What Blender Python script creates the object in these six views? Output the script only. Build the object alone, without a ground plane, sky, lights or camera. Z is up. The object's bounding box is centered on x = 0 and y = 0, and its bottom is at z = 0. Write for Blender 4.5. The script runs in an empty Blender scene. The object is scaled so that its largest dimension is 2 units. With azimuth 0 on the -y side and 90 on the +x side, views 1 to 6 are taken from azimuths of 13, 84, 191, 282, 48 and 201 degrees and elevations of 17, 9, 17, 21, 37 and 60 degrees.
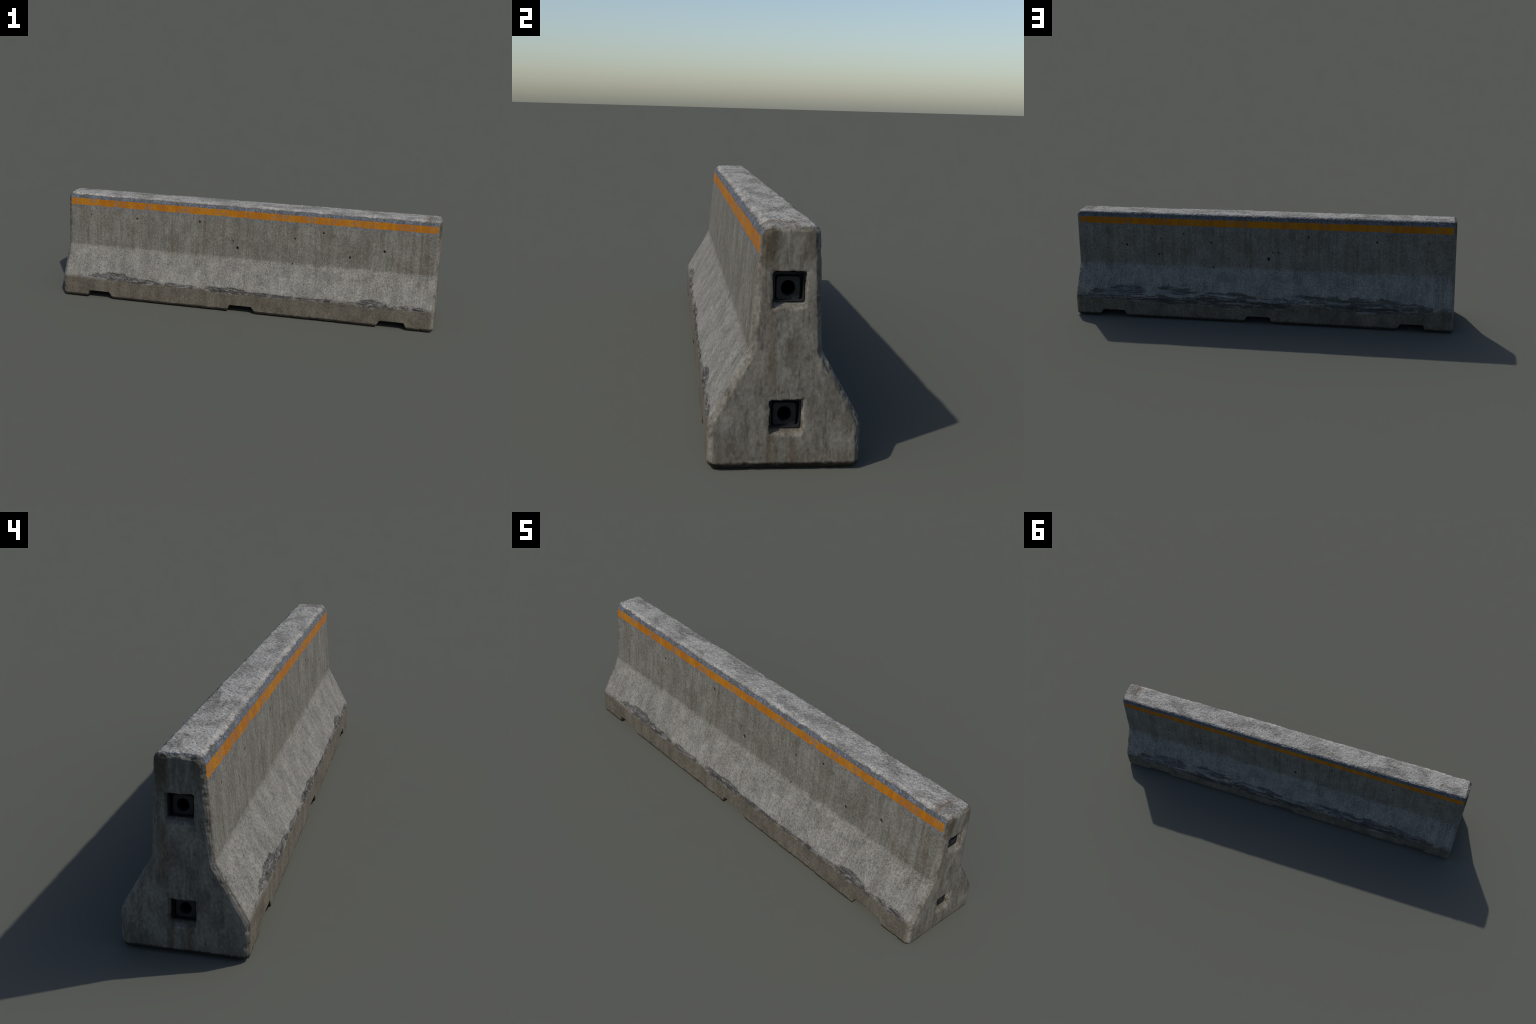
"""Weathered precast concrete road barrier with a worn orange stripe and steel end sockets."""
import bpy, bmesh, math
import numpy as np
from mathutils import Vector

# ------------------------------------------------------------------ sizes (m)
HALF_LEN = 1.0
VOXEL = 0.0022
FOOT_Z = 0.110                       # top of the vertical foot
KNEE_Z = 0.270                       # crease between slope and wall
TOP_Z = 0.5515
FRONT = dict(foot=0.1750, knee=0.0852, top=0.0655, arris=0.020)   # half widths, traffic side (-y)
BACK = dict(foot=0.1700, knee=0.0775, top=0.0660, arris=0.014)    # half widths, far side (+y)
STRIPE_LO, STRIPE_HI = 0.487, 0.523
END_CHAMFER_X, END_CHAMFER_IN = 0.014, 0.012



def half_profile(foot, knee, top, arris):
    """(y, z) control points from the ground up to the top."""
    return [(foot - 0.014, 0.000), (foot - 0.003, 0.006), (foot, 0.016), (foot, FOOT_Z - 0.004),
            (foot - 0.005, FOOT_Z + 0.009), (knee + 0.0042, KNEE_Z - 0.0062),
            (knee + 0.0006, KNEE_Z + 0.003), (knee - 0.0004, KNEE_Z + 0.012), (top, TOP_Z - arris),
            (top - 0.31 * arris, TOP_Z - 0.47 * arris), (top - arris, TOP_Z - 0.05 * arris)]


# forklift / drain slots under the foot: x at the bottom and at the slot roof
SLOTS = [(-0.860, -0.850, -0.735, -0.712),
         (-0.074, -0.060, 0.058, 0.084),
         (0.710, 0.730, 0.849, 0.872)]
SLOT_ROOF = 0.037
SOCKET_Z = (0.4115, 0.1225)             # centres of the two end pockets
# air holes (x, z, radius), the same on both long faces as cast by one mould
AIR_HOLES = [(-0.045, 0.324, 0.0078), (-0.255, 0.447, 0.0056), (-0.606, 0.434, 0.0052),
             (0.725, 0.373, 0.0062), (0.551, 0.327, 0.0055), (0.410, 0.443, 0.0044),
             (0.261, 0.401, 0.0048), (0.254, 0.268, 0.0042), (-0.869, 0.436, 0.0036),
             (-0.068, 0.360, 0.0036)]
# smaller ones found on the far face only
BACK_HOLES = [(0.752, 0.379, 0.0036), (0.213, 0.437, 0.0034), (-0.095, 0.360, 0.0036),
              (0.537, 0.415, 0.0030), (-0.180, 0.439, 0.0030), (-0.615, 0.387, 0.0030),
              (0.533, 0.331, 0.0034), (0.035, 0.316, 0.0030)]
# broken stretches of the foot edge: (x, half length, height of centre, half height, strength)
FRONT_CHIPS = [(-0.72, 0.11, 0.124, 0.020, 1.0), (-0.55, 0.10, 0.113, 0.012, 0.7),
               (-0.33, 0.10, 0.112, 0.011, 0.55), (-0.08, 0.15, 0.112, 0.015, 0.95),
               (0.18, 0.14, 0.110, 0.009, 0.6), (0.45, 0.12, 0.112, 0.008, 0.45),
               (0.70, 0.08, 0.120, 0.019, 0.95), (0.90, 0.07, 0.114, 0.013, 0.75)]
BACK_CHIPS = [(0.84, 0.08, 0.120, 0.018, 0.7), (0.64, 0.16, 0.122, 0.030, 1.0),
              (0.42, 0.16, 0.128, 0.034, 1.15), (0.16, 0.18, 0.113, 0.026, 1.0),
              (-0.10, 0.14, 0.108, 0.022, 0.85), (-0.30, 0.16, 0.118, 0.030, 1.1),
              (-0.56, 0.17, 0.115, 0.027, 1.1), (-0.78, 0.11, 0.112, 0.018, 0.8)]


# ------------------------------------------------------------------ numpy noise
def _hash(ix, iy, iz, seed):
    h = (ix * 374761393 + iy * 668265263 + iz * 2147483647 + seed * 974634777) & 0xFFFFFFFF
    h = ((h ^ (h >> 13)) * 1274126177) & 0xFFFFFFFF
    h = ((h ^ (h >> 16)) * 2246822519) & 0xFFFFFFFF
    return ((h ^ (h >> 15)) & 0xFFFF) / 32767.5 - 1.0


def value_noise(p, seed):
    f = np.floor(p)
    i = f.astype(np.int64)
    t = p - f
    t = t * t * t * (t * (t * 6 - 15) + 10)
    r = 0.0
    for dx in (0, 1):
        wx = t[:, 0] if dx else 1 - t[:, 0]
        for dy in (0, 1):
            wy = t[:, 1] if dy else 1 - t[:, 1]
            for dz in (0, 1):
                wz = t[:, 2] if dz else 1 - t[:, 2]
                r = r + wx * wy * wz * _hash(i[:, 0] + dx, i[:, 1] + dy, i[:, 2] + dz, seed)
    return r


def fbm(co, scale, seed, octaves=3, gain=0.5):
    p = co * np.asarray(scale, dtype=float)
    total, amp, norm = 0.0, 1.0, 0.0
    for o in range(octaves):
        total = total + amp * value_noise(p + 17.3 * o, seed + o)
        norm += amp
        p, amp = p * 2.03, amp * gain
    return total / norm


def smooth(a, b, v):
    t = np.clip((v - a) / (b - a), 0, 1)
    return t * t * (3 - 2 * t)


# ------------------------------------------------------------------ shader helpers
class Graph:
    """Small expression builder over a material's node tree."""

    def __init__(self, name):
        self.mat = bpy.data.materials.new(name)
        self.mat.use_nodes = True
        self.nt = self.mat.node_tree
        self.bsdf = self.nt.nodes['Principled BSDF']
        tc = self.nt.nodes.new('ShaderNodeTexCoord')
        self.co = tc.outputs['Object']
        sep = self.nt.nodes.new('ShaderNodeSeparateXYZ')
        self.nt.links.new(self.co, sep.inputs[0])
        self.x, self.y, self.z = sep.outputs

    def put(self, sock, v):
        if isinstance(v, bpy.types.NodeSocket):
            self.nt.links.new(v, sock)
        elif isinstance(v, (tuple, list)) and sock.type == 'RGBA':
            sock.default_value = (*v, 1.0)
        else:
            sock.default_value = v

    def m(self, op, a, b=0.0, c=0.0, clamp=False):
        n = self.nt.nodes.new('ShaderNodeMath')
        n.operation, n.use_clamp = op, clamp
        for s, v in zip(n.inputs, (a, b, c)):
            self.put(s, v)
        return n.outputs[0]

    def add(self, a, b): return self.m('ADD', a, b)
    def sub(self, a, b): return self.m('SUBTRACT', a, b)
    def mul(self, *v):
        r = v[0]
        for k in v[1:]:
            r = self.m('MULTIPLY', r, k)
        return r
    def inv(self, a): return self.m('SUBTRACT', 1.0, a)
    def abs(self, a): return self.m('ABSOLUTE', a)
    def max(self, a, b): return self.m('MAXIMUM', a, b)

    def step(self, v, lo, hi, smooth_type='SMOOTHSTEP'):
        """0 below lo, 1 above hi (lo > hi gives the reverse)."""
        n = self.nt.nodes.new('ShaderNodeMapRange')
        n.interpolation_type = smooth_type
        self.put(n.inputs[0], v)
        if lo <= hi:
            vals = (lo, hi, 0.0, 1.0)
        else:
            vals = (hi, lo, 1.0, 0.0)
        for k, s in zip(vals, (1, 2, 3, 4)):
            n.inputs[s].default_value = k
        return n.outputs[0]

    def band(self, v, lo, hi, soft):
        return self.mul(self.step(v, lo - soft, lo + soft), self.step(v, hi + soft, hi - soft))

    def scaled(self, scale, offset=(0, 0, 0)):
        n = self.nt.nodes.new('ShaderNodeMapping')
        self.nt.links.new(self.co, n.inputs[0])
        n.inputs['Scale'].default_value = scale
        n.inputs['Location'].default_value = offset
        return n.outputs[0]

    def noise(self, scale, detail=3.0, rough=0.55, offset=(0, 0, 0), distort=0.0):
        n = self.nt.nodes.new('ShaderNodeTexNoise')
        if not isinstance(scale, (tuple, list)):
            scale = (scale,) * 3
        self.nt.links.new(self.scaled(scale, offset), n.inputs['Vector'])
        n.inputs['Scale'].default_value = 1.0
        n.inputs['Detail'].default_value = detail
        n.inputs['Roughness'].default_value = rough
        n.inputs['Distortion'].default_value = distort
        return n.outputs['Fac']

    def voronoi(self, scale, offset=(0, 0, 0), rand=1.0, feature='F1'):
        n = self.nt.nodes.new('ShaderNodeTexVoronoi')
        n.feature = feature
        if not isinstance(scale, (tuple, list)):
            scale = (scale,) * 3
        self.nt.links.new(self.scaled(scale, offset), n.inputs['Vector'])
        n.inputs['Scale'].default_value = 1.0
        n.inputs['Randomness'].default_value = rand
        return n.outputs['Distance'], n.outputs['Color']

    def mix(self, fac, a, b, mode='MIX'):
        n = self.nt.nodes.new('ShaderNodeMix')
        n.data_type, n.blend_type = 'RGBA', mode
        self.put(n.inputs[0], fac)
        self.put(n.inputs[6], a)
        self.put(n.inputs[7], b)
        return n.outputs[2]

    def mixf(self, fac, a, b):
        n = self.nt.nodes.new('ShaderNodeMix')
        self.put(n.inputs[0], fac)
        self.put(n.inputs[2], a)
        self.put(n.inputs[3], b)
        return n.outputs[0]

    def grey(self, v):
        n = self.nt.nodes.new('ShaderNodeCombineXYZ')
        for s in n.inputs:
            self.put(s, v)
        return n.outputs[0]

    def bump(self, height, strength, dist, normal=None):
        n = self.nt.nodes.new('ShaderNodeBump')
        n.inputs['Strength'].default_value = strength
        n.inputs['Distance'].default_value = dist
        self.put(n.inputs['Height'], height)
        if normal is not None:
            self.put(n.inputs['Normal'], normal)
        return n.outputs[0]


def concrete_material(name, broken=False):
    """Cast concrete; with broken=True a spalled edge with its crevice shadows painted in."""
    g = Graph(name)
    x, y, z = g.x, g.y, g.z
    ax = g.abs(x)
    # ---- zones
    on_end = g.step(ax, 0.984, 0.993)
    on_side = g.inv(on_end)
    wob = g.sub(g.noise(28, 3), 0.5)
    wob_fine = g.sub(g.noise(110, 3, 0.6), 0.5)
    wob_long = g.sub(g.noise((9, 9, 9), 4), 0.5)
    zt = g.add(z, g.add(g.mul(wob, 0.012), g.mul(wob_fine, 0.012)))
    on_back = g.step(y, -0.01, 0.01)
    on_top = g.step(g.sub(zt, g.mul(on_back, 0.004)), 0.5385, 0.5445)
    crease = g.add(z, g.add(g.mul(wob, 0.010), g.mul(wob_fine, 0.006)))
    on_slope = g.mul(g.step(crease, FOOT_Z - 0.003, FOOT_Z + 0.009), g.step(crease, KNEE_Z + 0.008, KNEE_Z - 0.014), on_side)
    on_foot = g.step(crease, FOOT_Z + 0.006, FOOT_Z - 0.006)
    # ---- streaks running down the faces, mottling, grains
    streak = g.mixf(on_end, g.noise((45, 7, 2.2), 4, 0.6), g.noise((7, 45, 2.4), 4, 0.6))
    streak2 = g.mixf(on_end, g.noise((95, 9, 4.0), 3, 0.6, (5, 3, 1)), g.noise((9, 85, 4.5), 3, 0.6, (5, 3, 1)))
    mottle = g.noise((16, 16, 10), 5, 0.65, (2, 7, 4))
    blotch = g.noise((4.5, 4.5, 3), 3, 0.55, (9, 1, 3))
    speck = g.noise((210, 210, 150), 2, 0.55)
    speck2 = g.noise((120, 120, 80), 3, 0.6, (4, 4, 4))
    # ---- cast wall: warm grey, brown run-off streaks
    wall = g.mix(g.step(mottle, 0.3, 0.7), (0.103, 0.098, 0.086), (0.150, 0.146, 0.132))
    stain = g.mul(g.step(streak, 0.46, 0.70), g.step(blotch, 0.28, 0.62))
    wall = g.mix(g.mul(stain, 0.66), wall, (0.080, 0.065, 0.044))
    wall = g.mix(g.mul(g.step(streak2, 0.53, 0.74), 0.48), wall, (0.060, 0.056, 0.049))
    wall = g.mix(g.mul(g.step(streak2, 0.46, 0.30), 0.35), wall, (0.178, 0.174, 0.166))
    # ---- slope: paler grey
    slope = g.mix(g.step(mottle, 0.3, 0.7), (0.118, 0.116, 0.107), (0.198, 0.195, 0.182))
    slope = g.mix(g.mul(g.step(streak2, 0.48, 0.30), 0.45), slope, (0.225, 0.222, 0.210))
    slope = g.mix(g.mul(g.step(streak2, 0.54, 0.74), 0.40), slope, (0.085, 0.081, 0.073))
    slope = g.mix(g.mul(stain, 0.42), slope, (0.098, 0.086, 0.070))
    # ---- foot: muddy
    foot = g.mix(g.step(mottle, 0.3, 0.7), (0.070, 0.061, 0.048), (0.122, 0.109, 0.088))
    foot = g.mix(g.mul(g.step(streak, 0.45, 0.7), 0.45), foot, (0.066, 0.054, 0.038))
    # ---- top: pale, pocked, with dark lichen fields
    top = g.mix(g.step(mottle, 0.32, 0.68), (0.210, 0.206, 0.198), (0.325, 0.320, 0.309))
    patch = g.noise((8, 16, 8), 4, 0.65, (1, 2, 8))
    top = g.mix(g.mul(g.step(patch, 0.49, 0.62), 0.55), top, (0.100, 0.096, 0.089))
    lichen = g.noise((26, 26, 26), 4, 0.6, (3, 9, 2))
    top = g.mix(g.mul(g.step(lichen, 0.62, 0.74), 0.35), top, (0.150, 0.118, 0.085))
    # ---- end faces: mottled, brown wash from the top corner, rust under the pockets
    sgn = g.m('SIGN', x)
    t = g.mul(y, sgn)
    endc = g.mix(g.step(mottle, 0.32, 0.68), (0.093, 0.086, 0.073), (0.166, 0.159, 0.141))
    em = g.noise((60, 60, 15), 5, 0.7, (6, 2, 5))
    endc = g.mix(g.mul(g.step(em, 0.52, 0.66), 0.7), endc, (0.055, 0.050, 0.042))
    endc = g.mix(g.mul(g.step(em, 0.47, 0.33), 0.40), endc, (0.215, 0.208, 0.190))
    endc = g.mix(g.mul(g.step(streak, 0.50, 0.66), 0.40), endc, (0.066, 0.056, 0.043))
    wash = g.mul(g.band(g.add(t, g.mul(wob_long, 0.05)), -0.070, -0.026, 0.010),
                 g.step(g.add(z, g.mul(wob_long, 0.08)), 0.43, 0.50))
    wash2 = g.mul(g.band(g.add(t, g.mul(wob_long, 0.03)), 0.030, 0.060, 0.010),
                  g.step(g.add(z, g.mul(wob_long, 0.10)), 0.45, 0.52), 0.6)
    drip = g.mul(g.band(g.add(t, g.mul(wob_long, 0.02)), -0.050, -0.030, 0.008),
                 g.band(z, 0.20, 0.38, 0.05))
    rust = g.mul(g.max(g.band(g.add(t, g.mul(wob, 0.01)), -0.042, -0.024, 0.006),
                       g.band(g.add(t, g.mul(wob, 0.01)), 0.014, 0.030, 0.006)),
                 g.step(z, 0.10, 0.07))
    mud = g.step(g.add(z, g.mul(wob_long, 0.06)), 0.075, 0.02)
    endc = g.mix(g.mul(mud, 0.35), endc, (0.085, 0.072, 0.052))
    endc = g.mix(g.mul(g.max(wash, wash2), 0.85), endc, (0.048, 0.038, 0.025))
    endc = g.mix(g.mul(g.max(drip, rust), g.step(streak, 0.3, 0.6), 0.65), endc, (0.075, 0.055, 0.034))
    # ---- assemble zones
    col = g.mix(on_slope, wall, slope)
    col = g.mix(on_foot, col, foot)
    col = g.mix(on_end, col, endc)
    # ---- grime gathered along the battered foot edge
    ezone = g.band(g.add(z, g.mul(wob_long, 0.045)), 0.100, 0.126, 0.010)
    ezone = g.mul(ezone, g.step(g.noise((7, 3, 3), 3, 0.6, (2, 2, 6)), 0.40, 0.58))
    flakes = g.noise((36, 36, 90), 4, 0.7, (5, 5, 9), 0.5)
    col = g.mix(g.mul(ezone, on_side, g.step(flakes, 0.46, 0.56), 0.78), col, (0.034, 0.033, 0.031))
    col = g.mix(g.mul(ezone, on_side, g.step(flakes, 0.40, 0.32), 0.50), col, (0.240, 0.238, 0.232))
    # ---- blue-grey undercoat, strongest above the stripe
    side_hi = g.mul(on_side, g.inv(on_top))
    zb = g.add(z, g.mul(g.sub(streak2, 0.5), 0.016))
    blue_hi = g.mul(side_hi, g.step(zb, 0.515, 0.522))
    blue_lo = g.mul(side_hi, g.step(zb, 0.464, 0.486))
    col = g.mix(g.mul(blue_lo, 0.50), col, (0.098, 0.116, 0.136))
    bluec = g.mix(g.step(speck2, 0.38, 0.62), (0.108, 0.130, 0.175), (0.056, 0.069, 0.098))
    bluec = g.mix(g.mul(g.step(streak, 0.48, 0.60), 0.75), bluec, (0.056, 0.058, 0.062))
    col = g.mix(g.mul(blue_hi, g.add(0.62, g.mul(g.step(mottle, 0.40, 0.60), 0.32))), col, bluec)
    sooty = g.mul(side_hi, g.step(g.add(z, g.add(g.mul(g.sub(streak, 0.5), 0.03), g.mul(wob_fine, 0.012))),
                                  0.527, 0.540))
    col = g.mix(g.mul(sooty, 0.75), col, (0.060, 0.061, 0.064))
    # ---- top surface
    col = g.mix(g.mul(on_top, g.inv(g.mul(on_end, 0.6))), col, top)
    crack_x = g.add(x, g.mul(wob_long, 0.05))
    crack = g.mul(g.band(crack_x, 0.930, 0.950, 0.008), on_top, g.step(g.noise(45, 3), 0.36, 0.54))
    col = g.mix(g.mul(crack, 0.7), col, (0.125, 0.085, 0.052))
    # ---- grains: dark pores and pale sand
    rough_zone = g.add(0.62, g.add(g.mul(on_top, 0.38), g.mul(on_slope, 0.33)))
    pore_on = g.step(g.noise(22, 3, 0.6, (8, 8, 1)), 0.30, 0.60)
    pores = g.mul(g.step(speck, 0.54, 0.66), g.add(0.45, g.mul(pore_on, 0.55)), rough_zone,
                  g.inv(g.mul(on_end, 0.65)))
    sand = g.mul(g.step(speck, 0.44, 0.32), rough_zone, g.inv(g.mul(on_end, 0.7)))
    gfac = g.add(0.40, g.mul(g.inv(speck2), 1.2))
    col = g.mix(1.0, col, g.grey(gfac), 'MULTIPLY')
    grit = g.mul(on_top, g.step(g.noise((95, 95, 95), 4, 0.75, (3, 3, 3)), 0.50, 0.62), g.add(0.35, g.mul(g.step(patch, 0.42, 0.62), 0.65)))
    col = g.mix(g.mul(grit, 0.60), col, (0.070, 0.067, 0.062))
    col = g.mix(1.0, col, (1.0, 0.980, 0.938), 'MULTIPLY')
    col = g.mix(g.mul(pores, 0.62), col, (0.034, 0.032, 0.029))
    col = g.mix(g.mul(sand, g.inv(g.mul(on_foot, 0.6)), 0.40), col, (0.260, 0.256, 0.246))
    if broken:
        ridge = g.mixf(on_back, g.noise((26, 26, 120), 4, 0.7, (1, 6, 3), 0.4), g.noise((7, 7, 85), 4, 0.65, (1, 6, 3), 0.5))
        raw = g.mix(g.step(ridge, 0.34, 0.54), (0.150, 0.149, 0.146), (0.020, 0.020, 0.020))  # near-black ridges draw the shadows beneath the broken ledges
        raw = g.mix(g.mul(g.step(flakes, 0.42, 0.34), 0.6), raw, (0.250, 0.248, 0.240))
        col = g.mix(0.70, col, raw)
    # ---- orange stripe, worn through in flecks
    edge = g.mul(g.sub(g.noise((48, 48, 48), 5, 0.75), 0.5), 0.013)
    zs = g.add(z, edge)
    stripe = g.mul(g.band(zs, STRIPE_LO, STRIPE_HI, 0.0014), g.step(ax, 0.9862, 0.9842))
    w1 = g.noise((200, 200, 150), 3, 0.65, (7, 7, 7))
    w2 = g.noise((16, 16, 10), 3, 0.6, (2, 5, 1))
    back_keep = g.mul(g.step(y, -0.01, 0.01), 0.045)
    wear = g.step(g.sub(g.add(w1, g.mul(g.sub(w2, 0.5), 0.70)), back_keep), 0.56, 0.64)
    paint = g.mix(g.step(g.noise((24, 24, 8), 3), 0.35, 0.65), (0.275, 0.092, 0.0020), (0.318, 0.124, 0.0028))
    paint = g.mix(g.mul(g.step(streak2, 0.52, 0.75), 0.45), paint, (0.190, 0.078, 0.006))
    under = g.mix(0.55, col, (0.088, 0.100, 0.112))
    painted = g.mix(g.mul(wear, 0.82), paint, under)
    col = g.mix(stripe, col, painted)
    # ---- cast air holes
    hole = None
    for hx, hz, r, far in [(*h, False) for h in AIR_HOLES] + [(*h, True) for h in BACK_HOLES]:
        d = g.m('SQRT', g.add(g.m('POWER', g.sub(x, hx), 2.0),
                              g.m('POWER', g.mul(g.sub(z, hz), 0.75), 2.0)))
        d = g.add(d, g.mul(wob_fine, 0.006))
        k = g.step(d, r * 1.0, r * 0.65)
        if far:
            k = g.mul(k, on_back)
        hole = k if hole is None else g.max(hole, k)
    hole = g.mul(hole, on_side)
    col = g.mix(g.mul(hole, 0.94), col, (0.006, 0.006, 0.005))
    # ---- ragged near-black band on the underside edge
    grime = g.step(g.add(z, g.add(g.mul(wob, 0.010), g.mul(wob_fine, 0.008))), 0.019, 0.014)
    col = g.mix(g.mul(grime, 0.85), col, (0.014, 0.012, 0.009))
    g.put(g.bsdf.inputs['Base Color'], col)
    g.put(g.bsdf.inputs['Roughness'], g.add(0.84, g.mul(speck, 0.14)))
    g.bsdf.inputs['Specular IOR Level'].default_value = 0.2
    h = g.mul(g.add(g.inv(speck), g.mul(g.inv(speck2), 1.4)), rough_zone, g.inv(g.mul(on_end, 0.75)))
    g.put(g.bsdf.inputs['Normal'], g.bump(h, 0.8, 0.0030))
    return g.mat


def steel_material():
    g = Graph('dark_painted_steel')
    n = g.noise(70, 4, 0.6)
    col = g.mix(g.step(n, 0.4, 0.7), (0.013, 0.014, 0.0155), (0.024, 0.025, 0.026))
    col = g.mix(g.mul(g.step(g.noise(35, 4, 0.65, (3, 1, 2)), 0.58, 0.7), 0.5), col, (0.040, 0.028, 0.018))
    g.put(g.bsdf.inputs['Base Color'], col)
    g.bsdf.inputs['Metallic'].default_value = 0.3
    g.put(g.bsdf.inputs['Roughness'], g.add(0.42, g.mul(n, 0.3)))
    g.put(g.bsdf.inputs['Normal'], g.bump(g.noise(240, 3), 0.3, 0.001))
    return g.mat


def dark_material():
    g = Graph('painted_bore_shadow')
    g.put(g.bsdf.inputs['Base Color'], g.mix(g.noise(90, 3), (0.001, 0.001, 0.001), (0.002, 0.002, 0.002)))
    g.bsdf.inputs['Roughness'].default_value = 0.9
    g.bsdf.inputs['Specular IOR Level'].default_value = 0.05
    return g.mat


# ------------------------------------------------------------------ body
def inset(poly, d):
    """Move every edge of a counter-clockwise polygon inwards by d."""
    out, n = [], len(poly)
    for i in range(n):
        p0, p1, p2 = (Vector(poly[i - 1]), Vector(poly[i]), Vector(poly[(i + 1) % n]))
        e1, e2 = (p1 - p0).normalized(), (p2 - p1).normalized()
        n1, n2 = Vector((-e1.y, e1.x)), Vector((-e2.y, e2.x))
        b = (n1 + n2).normalized()
        out.append(p1 + b * (d / max(0.3, b.dot(n1))))
    return [(v.x, v.y) for v in out]


def prism(name, sections):
    """Loft closed (y, z) polygons placed at given x and cap the ends."""
    bm = bmesh.new()
    rings = [[bm.verts.new((px, yy, zz)) for yy, zz in poly] for px, poly in sections]
    n = len(rings[0])
    for a, b in zip(rings, rings[1:]):
        for i in range(n):
            bm.faces.new((a[i], a[(i + 1) % n], b[(i + 1) % n], b[i]))
    bm.faces.new(rings[0])
    bm.faces.new(rings[-1])
    bmesh.ops.recalc_face_normals(bm, faces=bm.faces)
    me = bpy.data.meshes.new(name)
    bm.to_mesh(me)
    bm.free()
    ob = bpy.data.objects.new(name, me)
    bpy.context.collection.objects.link(ob)
    return ob


def apply_modifiers(ob):
    dg = bpy.context.evaluated_depsgraph_get()
    me = bpy.data.meshes.new_from_object(ob.evaluated_get(dg))
    ob.modifiers.clear()
    ob.data = me


def build_body_mesh():
    right = half_profile(**BACK)
    left = [(-yy, zz) for yy, zz in reversed(half_profile(**FRONT))]
    prof = right + left                                   # counter-clockwise in (y, z)
    small = inset(prof, END_CHAMFER_IN)
    mid = inset(prof, END_CHAMFER_IN * 0.40)
    L, c = HALF_LEN, END_CHAMFER_X
    body = prism('barrier_body', [(-L, small), (-L + c * 0.40, mid), (-L + c, prof),
                                  (L - c, prof), (L - c * 0.40, mid), (L, small)])
    cutters = []
    for x0, x1, x2, x3 in SLOTS:                           # tapered slots right through
        k = (x1 - x0) / SLOT_ROOF
        k2 = (x3 - x2) / SLOT_ROOF
        bm = bmesh.new()
        lo, hi = -0.02, SLOT_ROOF
        pts = [(x0 - k * 0.02, lo), (x3 + k2 * 0.02, lo), (x2, hi), (x1, hi)]
        a = [bm.verts.new((px, -0.3, pz)) for px, pz in pts]
        b = [bm.verts.new((px, 0.3, pz)) for px, pz in pts]
        for i in range(4):
            bm.faces.new((a[i], a[(i + 1) % 4], b[(i + 1) % 4], b[i]))
        bm.faces.new(a)
        bm.faces.new(b)
        bmesh.ops.recalc_face_normals(bm, faces=bm.faces)
        me = bpy.data.meshes.new('slot_cutter')
        bm.to_mesh(me)
        bm.free()
        ob = bpy.data.objects.new('slot_cutter', me)
        bpy.context.collection.objects.link(ob)
        cutters.append(ob)
    for s in (-1, 1):                                      # splayed pockets in the ends
        for zc in SOCKET_Z:
            def rect(w, zlo, zhi):
                return [(-w, zc + zlo), (w, zc + zlo), (w, zc + zhi), (-w, zc + zhi)]
            secs = [(s * 0.945, rect(0.0345, -0.031, 0.0355)),
                    (s * 0.972, rect(0.0350, -0.032, 0.0360)),
                    (s * 1.000, rect(0.0360, -0.042, 0.0360)),
                    (s * 1.020, rect(0.0366, -0.048, 0.0362))]
            cutters.append(prism('pocket_cutter', secs))
            ring = [(0.0200 * math.cos(math.pi * i / 8), zc - 0.0045 + 0.0200 * math.sin(math.pi * i / 8))
                    for i in range(16)]
            cutters.append(prism('bore_cutter', [(s * 0.850, ring), (s * 0.960, ring)]))
    for c_ob in cutters:
        md = body.modifiers.new('cut', 'BOOLEAN')
        md.operation, md.object, md.solver = 'DIFFERENCE', c_ob, 'EXACT'
    md = body.modifiers.new('remesh', 'REMESH')
    md.mode, md.voxel_size, md.adaptivity = 'VOXEL', VOXEL, 0.0
    apply_modifiers(body)
    for c_ob in cutters:
        me = c_ob.data
        bpy.data.objects.remove(c_ob)
        bpy.data.meshes.remove(me)
    return body


def terrace(v, steps, sharp=0.75):
    """Turn a smooth 0..1 field into shelves."""
    s = v * steps
    f = np.floor(s)
    return (f + smooth(sharp * 0.5, 1 - (1 - sharp) * 0.5, s - f)) / steps


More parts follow.
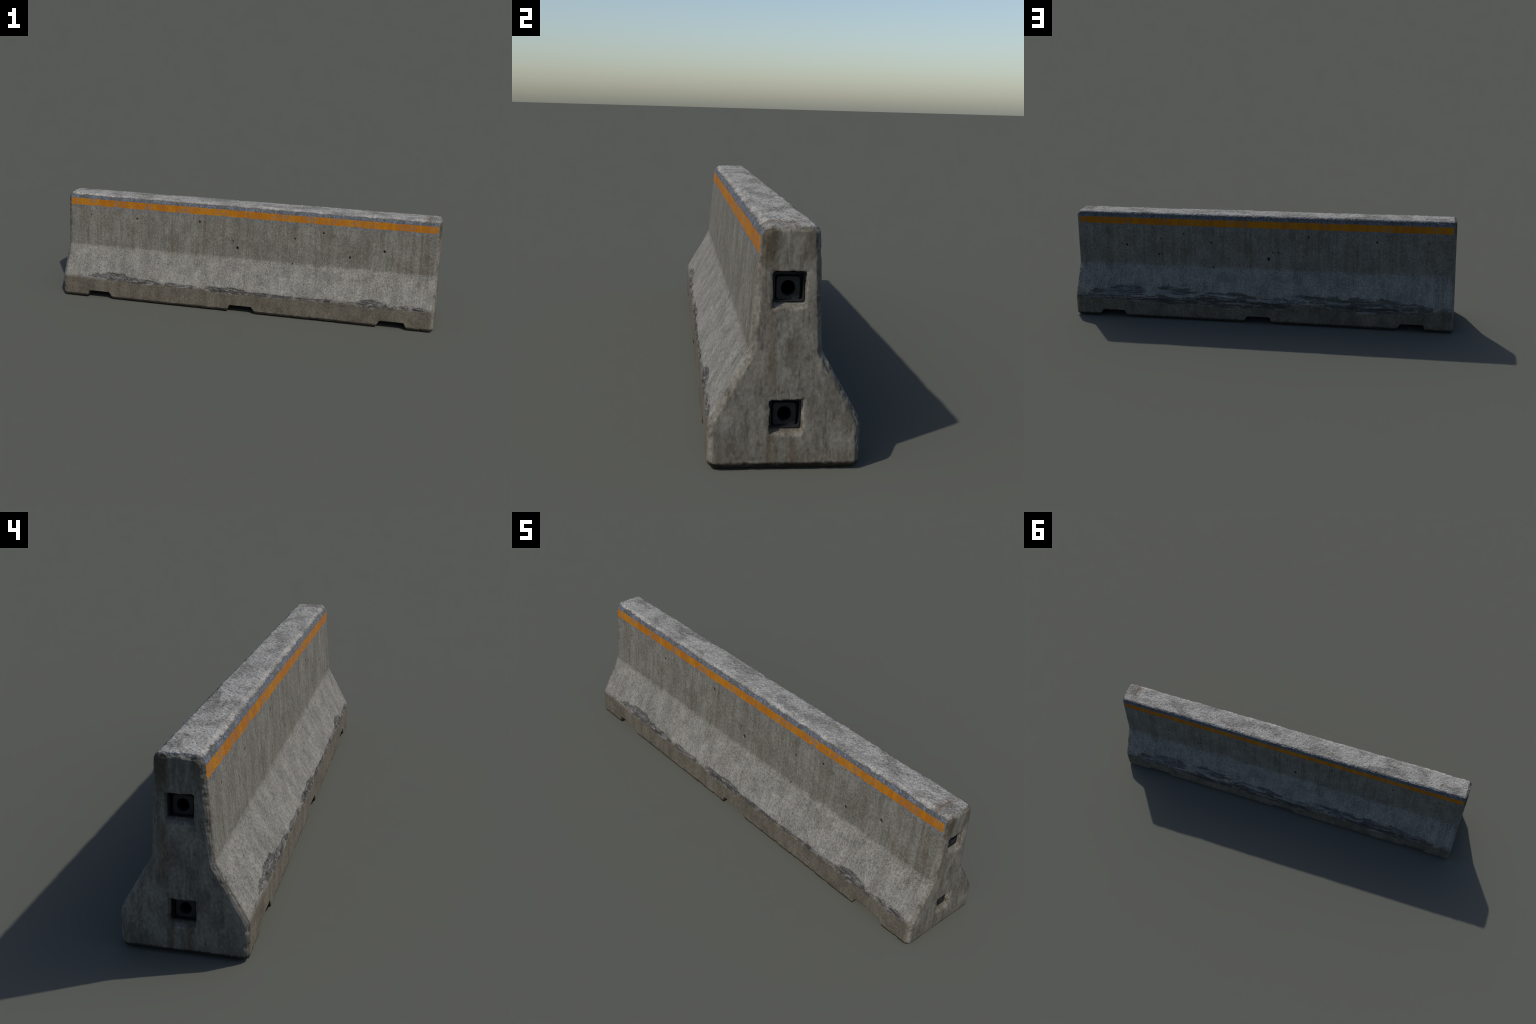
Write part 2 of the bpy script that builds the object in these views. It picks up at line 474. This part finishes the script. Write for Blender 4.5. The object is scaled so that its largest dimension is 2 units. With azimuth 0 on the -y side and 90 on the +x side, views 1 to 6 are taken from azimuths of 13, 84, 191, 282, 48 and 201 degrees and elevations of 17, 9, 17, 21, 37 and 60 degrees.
def weather(me):
    """Push the fine mesh in and out: grain, chipped foot edge, rough top, air holes."""
    n = len(me.vertices)
    co = np.empty(n * 3, np.float32)
    me.vertices.foreach_get('co', co)
    co = co.reshape(-1, 3).astype(np.float64)
    nr = np.empty(n * 3, np.float32)
    me.vertex_normals.foreach_get('vector', nr)
    nr = nr.reshape(-1, 3).astype(np.float64)
    x, y, z = co.T
    along = co * np.array([1.0, 0.0, 0.0])
    side = smooth(0.992, 0.975, np.abs(x))
    # cast faces: slow waviness and shallow grain
    d = 0.0006 * fbm(co, 9, 1, 3) + 0.0005 * fbm(co, (90, 90, 60), 5, 3)
    # top: coarse screeded grain
    top = smooth(0.532, 0.546, z)
    d += top * (0.0030 * fbm(co, (105, 105, 105), 11, 3, 0.7) + 0.0020 * fbm(co, (10, 18, 10), 15, 2) - 0.0006)
    # ragged top arris on the back, softly worn on the front
    arris = np.exp(-((np.abs(y) - 0.060) / 0.012) ** 2 - ((z - 0.541) / 0.014) ** 2)
    rag = 0.6 * fbm(co, (30, 20, 20), 21, 4, 0.65) + 0.6 * fbm(along, (7, 1, 1), 24, 3)
    d -= arris * np.where(y > 0, 0.0034, 0.0030) * np.clip(rag + 0.22, 0, 1) * 1.6
    # slope: pitted
    on_slope = smooth(FOOT_Z, FOOT_Z + 0.02, z) * smooth(KNEE_Z + 0.01, KNEE_Z - 0.01, z) * side
    d += on_slope * 0.0009 * fbm(co, 110, 31, 3)
    # foot arris: layered spalling, long and deep on the back, local on the front
    warp = co + 0.035 * fbm(co, (5, 5, 14), 40, 2)[:, None] * np.array([1.0, 0.0, 0.5])
    layers = fbm(warp, (3.6, 2, 44), 41, 3, 0.55)
    ragged = fbm(warp, (24, 14, 46), 45, 4, 0.66)
    edge_n = fbm(co, (18, 6, 18), 47, 4, 0.6)

    def broken(chips):
        m = np.zeros(len(x))
        for cx, hl, cz, hz, k in chips:
            q = np.hypot((x - cx) / hl, (z - cz) / hz) + 0.55 * edge_n
            m = np.maximum(m, k * smooth(1.25, 0.55, q))
        return m
    field_b = np.clip(0.42 + 0.85 * layers + 0.30 * ragged, 0, 1)
    sp_b = broken([(cx, hl * 1.1, cz + 0.004, hz * 1.3, k) for cx, hl, cz, hz, k in BACK_CHIPS]) * (y > 0.1) * terrace(field_b, 3) * 0.0135
    field_f = np.clip(0.36 + 0.45 * layers + 0.60 * ragged, 0, 1)
    sp_f = broken(FRONT_CHIPS) * (y < -0.1) * terrace(field_f, 3) * 0.0140
    crumb = np.exp(-((z - FOOT_Z) / 0.008) ** 2) * (np.abs(y) > 0.1)
    d -= side * crumb * 0.0030 * np.clip(ragged + 0.2, 0, 1)
    spall = side * (sp_b + sp_f)
    d -= spall
    # vertical end arrises nibbled away
    nib = smooth(0.975, 0.990, np.abs(x)) * (np.abs(nr[:, 0]) < 0.93)
    d -= nib * 0.0045 * np.clip(fbm(co, (45, 45, 45), 71, 3, 0.6) + 0.15, 0, 1)
    # crumbled rims round the end pockets
    rim_n = np.clip(fbm(co, (60, 60, 60), 81, 3, 0.65) + 0.1, 0, 1)
    for zc in SOCKET_Z:
        q = np.maximum(np.abs(y) - 0.036, np.abs(z - zc + 0.003) - 0.039)
        d -= (np.abs(x) > 0.985) * np.exp(-(q / 0.0045) ** 2) * 0.0045 * rim_n
    # bottom arris
    d -= smooth(0.032, 0.012, z) * 0.006 * np.clip(fbm(co, (30, 30, 30), 75, 4, 0.6) - 0.05, 0, 1)
    # air holes
    wall = (np.abs(nr[:, 1]) > 0.8)
    for hx, hz, r in AIR_HOLES:
        q = np.hypot(x - hx, (z - hz) * 0.8)
        d -= wall * 0.0060 * (r / 0.005) * smooth(r * 1.15, r * 0.3, q)
    d[z < 0.002] = 0.0
    co += nr * d[:, None]
    co[:, 0] = np.clip(co[:, 0], -HALF_LEN, HALF_LEN)
    co[:, 2] = np.maximum(co[:, 2], 0.0)
    co[:, 2] -= co[:, 2].min()
    me.vertices.foreach_set('co', co.astype(np.float32).ravel())
    me.update()
    return spall


def split_by_region(body, spalled):
    """Separate the striped bands from the body; borders coincide, normals are kept."""
    me = body.data
    nv, nf = len(me.vertices), len(me.polygons)
    vn = np.empty(nv * 3, np.float32)
    me.vertex_normals.foreach_get('vector', vn)
    vn = vn.reshape(-1, 3)
    co = np.empty(nv * 3, np.float32)
    me.vertices.foreach_get('co', co)
    co = co.reshape(-1, 3)
    cen = np.empty(nf * 3, np.float32)
    me.polygons.foreach_get('center', cen)
    cen = cen.reshape(-1, 3)
    start = np.empty(nf, np.int32)
    me.polygons.foreach_get('loop_start', start)
    total = np.empty(nf, np.int32)
    me.polygons.foreach_get('loop_total', total)
    loops = np.empty(len(me.loops), np.int32)
    me.loops.foreach_get('vertex_index', loops)
    # a face belongs to the spalled edge when its first corner lost enough depth
    face_spall = (spalled[loops[start]] > 0.0013).astype(np.int32)
    band = ((cen[:, 2] > STRIPE_LO - 0.003) & (cen[:, 2] < STRIPE_HI + 0.003)
            & (np.abs(cen[:, 0]) < 0.9865) & (np.abs(cen[:, 1]) > 0.05))
    regions = [('concrete_body', ~band), ('paint_stripe', band & (cen[:, 1] < 0)),
               ('paint_stripe', band & (cen[:, 1] > 0))]
    made = []
    for name, sel in regions:
        idx = np.nonzero(sel)[0]
        st, tt = start[idx], total[idx]
        off = np.concatenate(([0], np.cumsum(tt)[:-1]))
        flat = np.repeat(st - off, tt) + np.arange(tt.sum())
        vids = loops[flat]
        used, newv = np.unique(vids, return_inverse=True)
        m2 = bpy.data.meshes.new(name)
        m2.vertices.add(len(used))
        m2.vertices.foreach_set('co', co[used].ravel())
        m2.loops.add(len(newv))
        m2.loops.foreach_set('vertex_index', newv.astype(np.int32).ravel())
        m2.polygons.add(len(idx))
        m2.polygons.foreach_set('loop_start', off.astype(np.int32))
        m2.polygons.foreach_set('use_smooth', np.ones(len(idx), bool))
        m2.polygons.foreach_set('material_index', face_spall[idx])
        m2.update(calc_edges=True)
        m2.validate()
        m2.normals_split_custom_set_from_vertices([tuple(v) for v in vn[used].tolist()])
        ob = bpy.data.objects.new(name, m2)
        bpy.context.collection.objects.link(ob)
        made.append(ob)
    bpy.data.objects.remove(body)
    return made


# ------------------------------------------------------------------ end sockets
def rounded_square(half_y, half_z, r, k=4, straight=3):
    """Rounded rectangle with extra points along its straight sides."""
    pts = []
    corners = ((1, 1, 0), (-1, 1, 90), (-1, -1, 180), (1, -1, 270))
    for j, (cy, cz, a0) in enumerate(corners):
        for i in range(k + 1):
            a = math.radians(a0 + 90 * i / k)
            pts.append((cy * (half_y - r) + r * math.cos(a), cz * (half_z - r) + r * math.sin(a)))
        ny, nz, na = corners[(j + 1) % 4]
        a = math.radians(na)
        q = (ny * (half_y - r) + r * math.cos(a), nz * (half_z - r) + r * math.sin(a))
        p = pts[-1]
        for i in range(1, straight + 1):
            f = i / (straight + 1)
            pts.append((p[0] + (q[0] - p[0]) * f, p[1] + (q[1] - p[1]) * f))
    return pts


def skin_rings(name, rings, close=True, caps=()):
    bm = bmesh.new()
    vr = [[bm.verts.new((px, a, b)) for a, b in poly] for px, poly in rings]
    n = len(vr[0])
    pairs = list(zip(vr, vr[1:])) + ([(vr[-1], vr[0])] if close else [])
    for a, b in pairs:
        for i in range(n):
            f = bm.faces.new((a[i], a[(i + 1) % n], b[(i + 1) % n], b[i]))
            f.smooth = True
    for c in caps:
        bm.faces.new(vr[c])
    bmesh.ops.recalc_face_normals(bm, faces=bm.faces)
    me = bpy.data.meshes.new(name)
    bm.to_mesh(me)
    bm.free()
    me.set_sharp_from_angle(angle=math.radians(35))
    return me


def shade_box_mesh():
    """Dark box modelled for the occlusion shade on the pocket walls: four walls and a bored back, open to the front."""
    lift = lambda pts: [(a, b + 0.001) for a, b in pts]
    out = lift(rounded_square(0.0335, 0.0320, 0.003))
    inn = lift(rounded_square(0.0318, 0.0303, 0.003))
    hole = []
    for py, pz in out:
        a = math.atan2(pz, py)
        hole.append((0.0185 * math.cos(a), 0.0185 * math.sin(a) - 0.0045))
    return skin_rings('pocket_shade_box', [(0.0, out), (0.035, out), (0.035, inn), (0.002, inn),
                                       (0.002, hole), (0.0, hole)])


def plate_mesh():
    """Rounded square washer plate with a round bore."""
    outer = rounded_square(0.0270, 0.0270, 0.008)
    bore = []
    for py, pz in outer:
        a = math.atan2(pz, py)
        bore.append((0.0155 * math.cos(a), 0.0170 * math.sin(a)))
    sc = lambda pts, f: [(a * f, b * f) for a, b in pts]
    return skin_rings('socket_plate', [(-0.017, outer), (-0.002, outer), (0.0, sc(outer, 0.955)),
                                       (0.0, sc(bore, 1.07)), (-0.0015, bore), (-0.017, bore)])


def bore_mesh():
    """Tube behind the plate, coloured black to give the unlit depth of the bore."""
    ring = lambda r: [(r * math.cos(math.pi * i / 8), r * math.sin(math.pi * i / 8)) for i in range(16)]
    return skin_rings('bore_shadow_tube', [(-0.096, ring(0.0180)), (-0.0175, ring(0.0180)),
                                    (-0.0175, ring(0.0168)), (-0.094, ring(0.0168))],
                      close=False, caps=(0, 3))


def main():
    concrete, spall = concrete_material('weathered_concrete'), concrete_material('spalled_concrete', True)
    steel, dark = steel_material(), dark_material()
    root = bpy.data.objects.new('concrete_road_barrier', None)
    bpy.context.collection.objects.link(root)
    root['label'] = 'weathered grey concrete road barrier with worn orange stripe'
    root['category'] = 'road barrier'

    body = build_body_mesh()
    spalled = weather(body.data)
    for ob in split_by_region(body, spalled):
        ob.data.materials.append(concrete)
        if ob.name.startswith('concrete_body'):
            ob.data.materials.append(spall)
        ob.parent = root

    shade_box_me, plate_me, bore_me = shade_box_mesh(), plate_mesh(), bore_mesh()
    shade_box_me.materials.append(steel)  # dark colour carries the baked shading of the pocket interior
    plate_me.materials.append(steel)
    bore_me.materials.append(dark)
    for s in (1, -1):
        for zc in SOCKET_Z:
            shade_box = bpy.data.objects.new('pocket_shade_box', shade_box_me)
            shade_box.location = (s * 0.9460, 0.0, zc)
            shade_box.rotation_euler = (0, 0, 0 if s > 0 else math.pi)
            bpy.context.collection.objects.link(shade_box)
            shade_box.parent = root
            for name, me, dx in (('socket_plate', plate_me, 0.020), ('bore_shadow_tube', bore_me, 0.020)):
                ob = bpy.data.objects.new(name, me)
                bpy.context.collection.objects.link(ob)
                ob.parent = shade_box
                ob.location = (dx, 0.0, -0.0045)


main()
